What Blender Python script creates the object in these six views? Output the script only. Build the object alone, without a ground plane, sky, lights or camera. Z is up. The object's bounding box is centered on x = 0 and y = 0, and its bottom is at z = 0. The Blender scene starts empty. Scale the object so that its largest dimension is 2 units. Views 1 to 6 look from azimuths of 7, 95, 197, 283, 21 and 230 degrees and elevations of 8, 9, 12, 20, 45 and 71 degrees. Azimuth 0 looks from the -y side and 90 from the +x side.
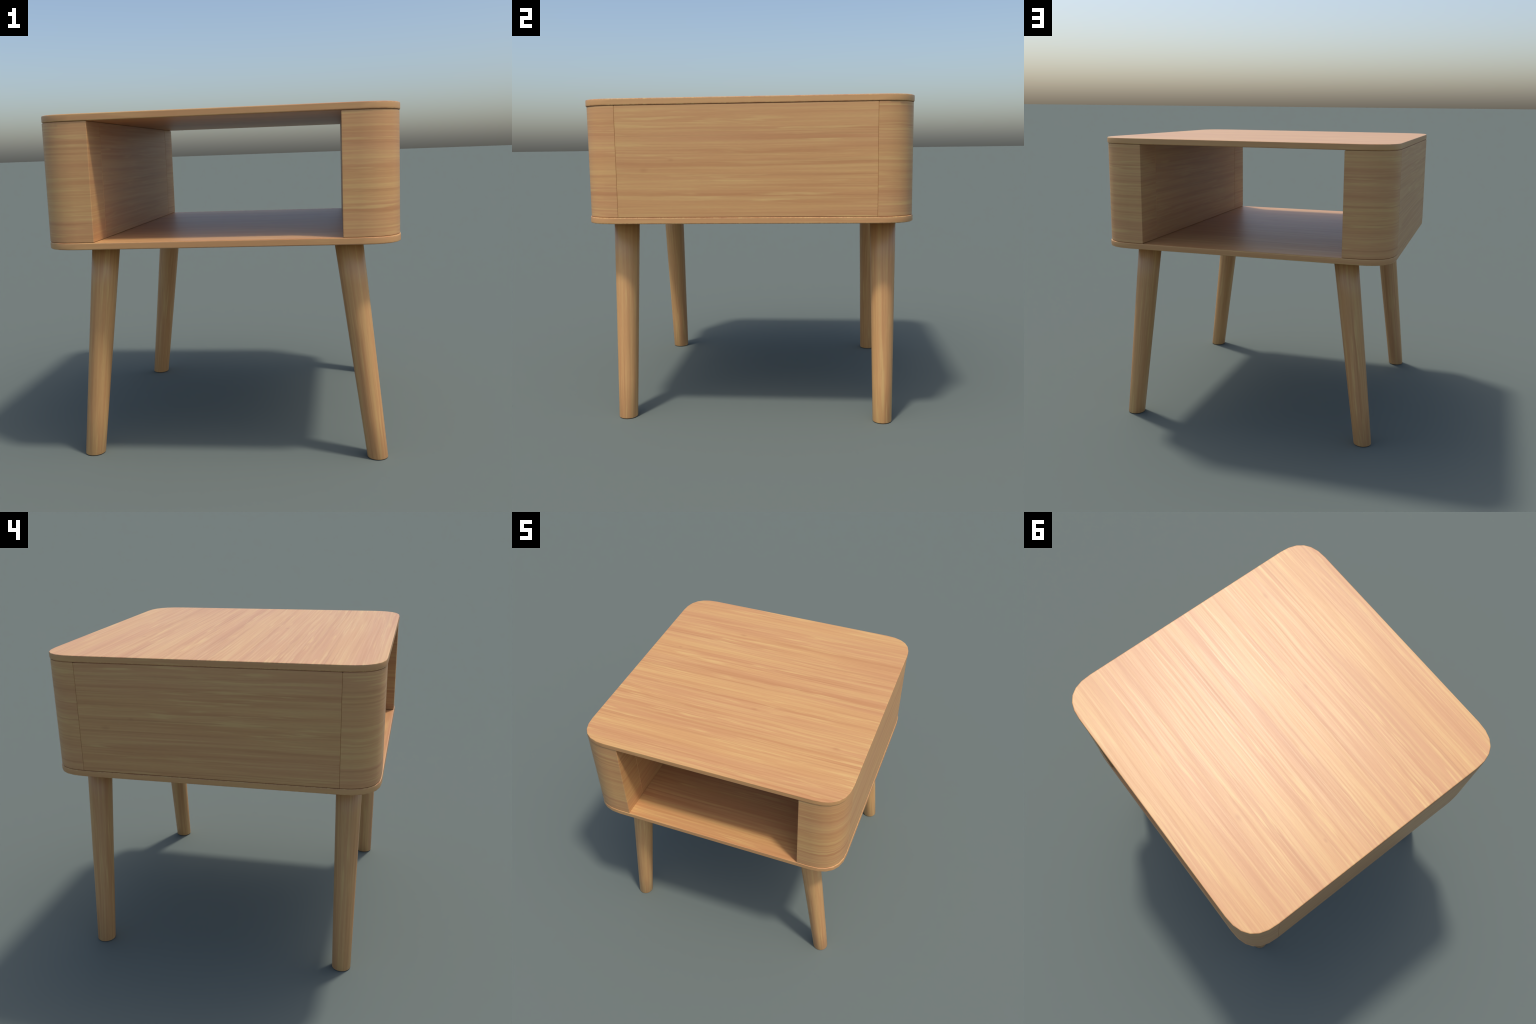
"""Mid-century bedside table: two rounded-square slabs, thick side walls made of a
flat panel between two bent corner posts, open front and back, four splayed legs."""
import bpy, bmesh, math
from mathutils import Vector, Matrix

# ---------------------------------------------------------------- dimensions (m)
SLAB_HALF = 0.9975      # half side of the square slabs
CORNER = 0.222          # length of the rounded corner along each side
CORNER_STEPS = 6        # facets of one rounded corner
WALL_HALF = 0.9962      # outer side faces of the carcass, a little inside the slabs
WALL_DEPTH = 0.9932     # its front and back faces, half distance
WALL_INNER = 0.6824     # inner faces of the two side walls
WALL_SHIFT = -0.0025    # the carcass sits a hair off centre
SEAM = 0.7740           # joint between side panel and corner post
Z_BASE0, Z_BASE1 = 1.2578, 1.2973
Z_TOP0, Z_TOP1 = 1.9602, 2.0000
LEG_SHIFT = Vector((0.0146, 0.0114, 0.0))
LEG_TOP = Vector((0.6946, 0.8115, Z_BASE0 + 0.004))
LEG_FOOT = Vector((0.8431, 0.8115, 0.0))
LEG_R_TOP, LEG_R_FOOT = 0.0797, 0.0593


# ---------------------------------------------------------------- material helpers
class Graph:
    """Tiny helper to write node graphs as expressions."""

    def __init__(self, name):
        self.mat = bpy.data.materials.new(name)
        self.mat.use_nodes = True
        self.tree = self.mat.node_tree
        self.tree.nodes.clear()

    def node(self, kind, **props):
        n = self.tree.nodes.new(kind)
        for k, v in props.items():
            setattr(n, k, v)
        return n

    def put(self, socket, value):
        if isinstance(value, bpy.types.NodeSocket):
            self.tree.links.new(value, socket)
        else:
            socket.default_value = value

    def math(self, op, a, b=0.0, c=0.0, clamp=False):
        n = self.node('ShaderNodeMath', operation=op, use_clamp=clamp)
        for s, v in zip(n.inputs, (a, b, c)):
            self.put(s, v)
        return n.outputs[0]

    def combine(self, x, y, z):
        n = self.node('ShaderNodeCombineXYZ')
        for s, v in zip(n.inputs, (x, y, z)):
            self.put(s, v)
        return n.outputs[0]

    def scaled(self, vec, scale):
        n = self.node('ShaderNodeVectorMath', operation='MULTIPLY')
        self.put(n.inputs[0], vec)
        n.inputs[1].default_value = scale
        return n.outputs[0]

    def noise(self, vec, w, detail=2.0, rough=0.5):
        n = self.node('ShaderNodeTexNoise', noise_dimensions='4D')
        self.put(n.inputs['Vector'], vec)
        self.put(n.inputs['W'], w)
        n.inputs['Scale'].default_value = 1.0
        n.inputs['Detail'].default_value = detail
        n.inputs['Roughness'].default_value = rough
        return n.outputs['Fac']

    def smooth(self, value, lo, hi):
        n = self.node('ShaderNodeMapRange', interpolation_type='SMOOTHSTEP')
        self.put(n.inputs[0], value)
        n.inputs[1].default_value, n.inputs[2].default_value = min(lo, hi), max(lo, hi)
        if lo > hi:                                     # falling edge
            n.inputs[3].default_value, n.inputs[4].default_value = 1.0, 0.0
        return n.outputs[0]

    def mix(self, fac, a, b, blend='MIX'):
        n = self.node('ShaderNodeMix', data_type='RGBA', blend_type=blend)
        self.put(n.inputs[0], fac)
        self.put(n.inputs[6], a if not isinstance(a, tuple) else (*a, 1.0))
        self.put(n.inputs[7], b if not isinstance(b, tuple) else (*b, 1.0))
        return n.outputs[2]


TAN = (0.584, 0.306, 0.116)      # ground colour of the veneer
RED = (0.485, 0.214, 0.080)      # warm late-wood bands
DARK = (0.430, 0.188, 0.070)     # thin dark lines
PALE = (0.645, 0.398, 0.152)     # straw-coloured flecks
PINK = (0.562, 0.280, 0.116)     # soft pinkish fields


def wood(name, along, cross, third, seed, per_piece=False, contrast=1.0,
         density=1.0, knots=(), bands=(), rough=0.42):
    """Straight-grained oiled oak veneer.
    along / cross / third: object axes (0, 1, 2) that run with the grain, across it
    in the face, and the remaining one; `third` may be 'along' to bend the grain
    round a corner, or 'cross' for a turned leg."""
    g = Graph(name)
    co = g.node('ShaderNodeTexCoord').outputs['Object']
    sep = g.node('ShaderNodeSeparateXYZ')
    g.put(sep.inputs[0], co)
    w = seed
    if per_piece:
        rnd = g.node('ShaderNodeObjectInfo').outputs['Random']
        w = g.math('MULTIPLY_ADD', rnd, 57.0, seed)

    free = ({0, 1, 2} - {along, cross}).pop()

    def stretch(lengthwise, across):
        s = [0.0, 0.0, 0.0]
        s[along] = lengthwise
        s[cross] = across * density
        s[free] = {'along': lengthwise, 'cross': across * density}.get(third, 3.0)
        return tuple(s)

    # gentle waviness: the grain wanders a few millimetres sideways
    wander = g.noise(g.scaled(co, stretch(1.4, 2.2)), g.math('ADD', w, 3.1), 2.0)
    wander = g.math('MULTIPLY', g.math('SUBTRACT', wander, 0.5), 0.024)
    parts = [sep.outputs[i] for i in range(3)]
    parts[cross] = g.math('ADD', parts[cross], wander)
    vec = g.combine(*parts)

    def layer(lengthwise, across, off, detail=2.0, r=0.5):
        return g.noise(g.scaled(vec, stretch(lengthwise, across)), g.math('ADD', w, off), detail, r)

    field = g.smooth(layer(0.45, 5.0, 0.0, 1.0), 0.40, 0.60)
    band = g.smooth(layer(0.5, 12.0, 11.0, 2.0, 0.5), 0.57, 0.74)
    mid = layer(0.7, 36.0, 17.0, 1.0, 0.5)
    fine = layer(1.1, 84.0, 23.0, 2.0, 0.6)
    line = g.smooth(layer(0.35, 44.0, 37.0, 1.0, 0.5), 0.60, 0.74)
    fleck = g.smooth(layer(2.8, 60.0, 41.0, 2.0, 0.5), 0.52, 0.68)
    gate = g.smooth(layer(1.6, 9.0, 53.0, 1.0), 0.40, 0.60)
    pore = layer(26.0, 330.0, 67.0, 2.0, 0.6)

    designed = 0.0
    for centre, half, lo, hi, strength in bands:        # a few broad designed bands
        d = g.math('DIVIDE', g.math('SUBTRACT', parts[cross], centre), half)
        m = g.math('POWER', 2.718, g.math('MULTIPLY', g.math('MULTIPLY', d, d), -1.0))
        inside = g.math('MULTIPLY', g.smooth(parts[along], lo - 0.25, lo + 0.25),
                        g.math('SUBTRACT', 1.0, g.smooth(parts[along], hi - 0.25, hi + 0.25)))
        m = g.math('MULTIPLY', g.math('MULTIPLY', m, inside), strength)
        designed = g.math('MAXIMUM', designed, m)

    k = contrast

    def tint(col, mask, strength, colour):
        return g.mix(g.math('MULTIPLY', mask, strength * k), col, colour)

    col = tint(TAN, field, 0.85, PINK)
    col = tint(col, band, 0.55, RED)
    if bands:
        col = tint(col, designed, 0.78, RED)
    col = tint(col, g.smooth(mid, 0.52, 0.68), 0.42, RED)
    col = tint(col, g.smooth(mid, 0.48, 0.34), 0.40, PALE)
    col = tint(col, g.smooth(fine, 0.52, 0.68), 0.30, RED)
    col = tint(col, g.smooth(fine, 0.48, 0.33), 0.45, PALE)
    col = tint(col, line, 0.42, DARK)
    col = tint(col, g.math('MULTIPLY', fleck, gate), 0.85, PALE)
    shade = g.math('MULTIPLY_ADD', g.math('SUBTRACT', pore, 0.5), 0.16 * k, 1.0)
    grey = g.combine(shade, shade, shade)
    col = g.mix(1.0, col, grey, 'MULTIPLY')

    for pos, size in knots:                             # small pin knots
        d = g.node('ShaderNodeVectorMath', operation='SUBTRACT')
        g.put(d.inputs[0], co)
        d.inputs[1].default_value = pos
        s = [1.0 / size] * 3
        s[along] = 0.5 / size
        ln = g.node('ShaderNodeVectorMath', operation='LENGTH')
        g.put(ln.inputs[0], g.scaled(d.outputs[0], tuple(s)))
        m = g.smooth(g.math('SUBTRACT', 1.0, ln.outputs['Value']), 0.0, 1.0)
        col = g.mix(g.math('MULTIPLY', m, 0.45), col, DARK)

    bsdf = g.node('ShaderNodeBsdfPrincipled')
    g.put(bsdf.inputs['Base Color'], col)
    g.put(bsdf.inputs['Roughness'], g.math('MULTIPLY_ADD', g.math('SUBTRACT', fine, 0.5), 0.16, rough))
    bsdf.inputs['IOR'].default_value = 1.5
    bsdf.inputs['Specular IOR Level'].default_value = 0.58
    bump = g.node('ShaderNodeBump')
    bump.inputs['Strength'].default_value = 0.12
    bump.inputs['Distance'].default_value = 0.0006
    g.put(bump.inputs['Height'], g.math('MULTIPLY_ADD', pore, 0.6, fine))
    g.put(bsdf.inputs['Normal'], bump.outputs[0])
    out = g.node('ShaderNodeOutputMaterial')
    g.put(out.inputs['Surface'], bsdf.outputs[0])
    return g.mat


# ---------------------------------------------------------------- geometry helpers
def corner_arc(half, sx, sy, depth=None):
    """Parabolic rounded corner of a square of half-side `half` in quadrant (sx, sy),
    running from the x-side to the y-side."""
    depth = half if depth is None else depth
    pts = []
    for i in range(CORNER_STEPS + 1):
        t = i / CORNER_STEPS
        pts.append((sx * (half - CORNER * t * t), sy * (depth - CORNER * (1 - t) ** 2)))
    return pts


def rounded_square(half):
    a = corner_arc(half, 1, 1)
    b = corner_arc(half, -1, 1)[::-1]
    c = corner_arc(half, -1, -1)
    d = corner_arc(half, 1, -1)[::-1]
    return a + b + c + d


def prism(name, outline, z0, z1, bevel, materials, edge_slot=0, segments=2, shadow_gap=0.0):
    """Extrude a counter-clockwise outline and chamfer its hard edges."""
    bm = bmesh.new()
    floor, roof = z0, z1
    z0, z1 = z0 + shadow_gap, z1 - shadow_gap
    low = [bm.verts.new((x, y, z0)) for x, y in outline]
    high = [bm.verts.new((x, y, z1)) for x, y in outline]
    n = len(outline)
    bm.faces.new(low[::-1])
    bm.faces.new(high)
    for i in range(n):
        f = bm.faces.new((low[i], low[(i + 1) % n], high[(i + 1) % n], high[i]))
        f.material_index = edge_slot
    bm.normal_update()
    hard = [e for e in bm.edges if e.calc_face_angle(0) > math.radians(40)]
    upright = [e for e in hard if abs(e.verts[0].co.z - e.verts[1].co.z) > 0.01]
    if upright:                                         # tighter radius on joints
        bmesh.ops.bevel(bm, geom=upright, offset=bevel * 0.45, segments=1, profile=0.5,
                        affect='EDGES', clamp_overlap=True)
        bm.normal_update()
    hard = [e for e in bm.edges if e.calc_face_angle(0) > math.radians(60)]
    bmesh.ops.bevel(bm, geom=hard, offset=bevel, segments=segments, profile=0.5,
                    affect='EDGES', clamp_overlap=True)
    if shadow_gap:                                      # recessed core closes the shadow gap
        xs, ys = [p[0] for p in outline], [p[1] for p in outline]
        cx, cy = (min(xs) + max(xs)) / 2, (min(ys) + max(ys)) / 2
        kx = 1 - 0.014 / (max(xs) - min(xs))
        ky = 1 - 0.014 / (max(ys) - min(ys))
        core = [(cx + (x - cx) * kx, cy + (y - cy) * ky) for x, y in outline]
        low = [bm.verts.new((x, y, floor)) for x, y in core]
        high = [bm.verts.new((x, y, roof)) for x, y in core]
        for i in range(n):
            bm.faces.new((low[i], low[(i + 1) % n], high[(i + 1) % n], high[i]))
        bm.faces.new(low[::-1])
        bm.faces.new(high)
    bm.normal_update()
    for f in bm.faces:
        f.smooth = True
    for e in bm.edges:
        e.smooth = e.calc_face_angle(0) < math.radians(32)
    mesh = bpy.data.meshes.new(name)
    bm.to_mesh(mesh)
    bm.free()
    for m in materials:
        mesh.materials.append(m)
    return mesh


def leg_mesh(material):
    """Tapered turned leg, local z along its axis, ends cut parallel to the floor."""
    axis = LEG_TOP - LEG_FOOT
    tilt = axis.to_track_quat('Z', 'Y').to_matrix()
    back = tilt.inverted()
    bm = bmesh.new()
    sides = 48
    rings = []
    stops = [(0.0, LEG_R_FOOT - 0.003), (0.001, LEG_R_FOOT - 0.001), (0.003, LEG_R_FOOT)]
    stops += [(t, LEG_R_FOOT + (LEG_R_TOP - LEG_R_FOOT) * t) for t in (0.2, 0.4, 0.6, 0.8, 1.0)]
    for t, r in stops:
        centre = axis * t
        rings.append([bm.verts.new(back @ (centre + Vector((r * math.cos(a), r * math.sin(a), 0))))
                      for a in (2 * math.pi * i / sides for i in range(sides))])
    for lo, hi in zip(rings, rings[1:]):
        for i in range(sides):
            j = (i + 1) % sides
            bm.faces.new((lo[i], lo[j], hi[j], hi[i]))
    bm.faces.new(rings[0][::-1])
    bm.faces.new(rings[-1])
    bm.normal_update()
    for f in bm.faces:
        f.smooth = len(f.verts) == 4
    mesh = bpy.data.meshes.new('leg')
    bm.to_mesh(mesh)
    bm.free()
    mesh.materials.append(material)
    return mesh, tilt.to_4x4()


# ---------------------------------------------------------------- assemble
scene = bpy.context.scene.collection
table = bpy.data.objects.new('bedside_table', None)
table["label"] = "square oak bedside table with open shelf and splayed tapered legs"
table["category"] = "bedside table"
scene.objects.link(table)


def part(name, mesh, matrix=None, weighted=True):
    ob = bpy.data.objects.new(name, mesh)
    scene.objects.link(ob)
    ob.parent = table
    if matrix is not None:
        ob.matrix_world = matrix
    if weighted:                                        # flat faces stay flat beside chamfers
        wn = ob.modifiers.new('weighted_normal', 'WEIGHTED_NORMAL')
        wn.weight = 100
        wn.keep_sharp = True
    return ob


# broad warm bands: (centre across the grain, half width, from, to along it, strength)
TOP_BANDS = ((-0.025, 0.013, -1.2, 0.15, 1.0), (-0.205, 0.014, -0.5, 0.75, 0.8),
             (0.052, 0.038, -0.65, 1.1, 0.85), (0.580, 0.026, -0.15, 1.2, 0.9),
             (-0.412, 0.020, -1.2, -0.2, 0.9), (-0.550, 0.034, -0.75, 1.2, 0.75),
             (0.473, 0.011, -1.2, 0.2, 0.8), (-0.965, 0.020, 0.2, 1.2, 0.8))
PANEL_BANDS = ((1.622, 0.015, -0.9, 0.1, 0.9), (1.433, 0.010, -0.75, 0.4, 0.9),
               (1.811, 0.011, -0.3, 0.9, 0.8), (1.765, 0.022, 0.0, 0.7, 0.8),
               (1.684, 0.011, -0.2, 0.6, 0.8), (1.634, 0.009, 0.1, 0.9, 0.7),
               (1.490, 0.012, 0.2, 0.9, 0.7), (1.315, 0.012, -0.9, 0.9, 0.6))
TOP_KNOTS = (((-0.351, 0.586, 2.0), 0.022), ((0.085, -0.276, 2.0), 0.020),
             ((0.780, -0.480, 2.0), 0.022), ((-0.780, 0.258, 2.0), 0.014))
SIDE_KNOTS = (((0.992, -0.607, 1.578), 0.020), ((0.992, -0.443, 1.638), 0.014))
oak_top = wood('oak_top', 0, 1, 'along', 2.0, bands=TOP_BANDS, knots=TOP_KNOTS)
oak_shelf = wood('oak_shelf', 0, 1, 'along', 19.0)
oak_edge = wood('oak_edge_banding', 0, 2, 'along', 7.0, contrast=0.45, density=0.6)
oak_panel = wood('oak_panel', 1, 2, 'along', 31.0, per_piece=True, knots=SIDE_KNOTS, bands=PANEL_BANDS,
                 contrast=0.88)
oak_post = wood('oak_corner_post', 1, 2, 'along', 43.0, per_piece=True, density=1.15, contrast=0.9)
oak_leg = wood('oak_leg', 2, 0, 'cross', 71.0, per_piece=True, contrast=1.0, density=1.2)

square = rounded_square(SLAB_HALF)
part('table_top', prism('table_top', square, Z_TOP0, Z_TOP1, 0.007, (oak_top, oak_edge), 1))
part('base_shelf', prism('base_shelf', square, Z_BASE0, Z_BASE1, 0.007, (oak_shelf, oak_edge), 1))

GAP = 0.0004
panel = prism('side_panel', [(WALL_INNER, -SEAM + GAP), (WALL_HALF, -SEAM + GAP),
                             (WALL_HALF, SEAM - GAP), (WALL_INNER, SEAM - GAP)],
              Z_BASE1, Z_TOP0, 0.0036, (oak_panel,), shadow_gap=0.0018)
right_back = [(WALL_INNER, SEAM + GAP), (WALL_HALF, SEAM + GAP)] + corner_arc(WALL_HALF, 1, 1, WALL_DEPTH)[1:] \
    + [(WALL_INNER, WALL_DEPTH)]
right_front = [(x, -y) for x, y in right_back][::-1]
post_a = prism('corner_post', right_back, Z_BASE1, Z_TOP0, 0.0036, (oak_post,), shadow_gap=0.0018)
post_b = prism('corner_post', right_front, Z_BASE1, Z_TOP0, 0.0036, (oak_post,), shadow_gap=0.0018)
for turn in (0.0, math.pi):
    m = Matrix.Translation((WALL_SHIFT, 0, 0)) @ Matrix.Rotation(turn, 4, 'Z')
    part('side_panel', panel, m)
    part('corner_post', post_a, m)
    part('corner_post', post_b, m)

leg, tilt = leg_mesh(oak_leg)
for sx in (1, -1):
    for sy in (1, -1):
        foot = LEG_SHIFT + Vector((sx * LEG_FOOT.x, sy * LEG_FOOT.y, 0.0))
        turn = Matrix.Identity(4) if sx > 0 else Matrix.Rotation(math.pi, 4, 'Z')
        part('leg', leg, Matrix.Translation(foot) @ turn @ tilt, weighted=False)
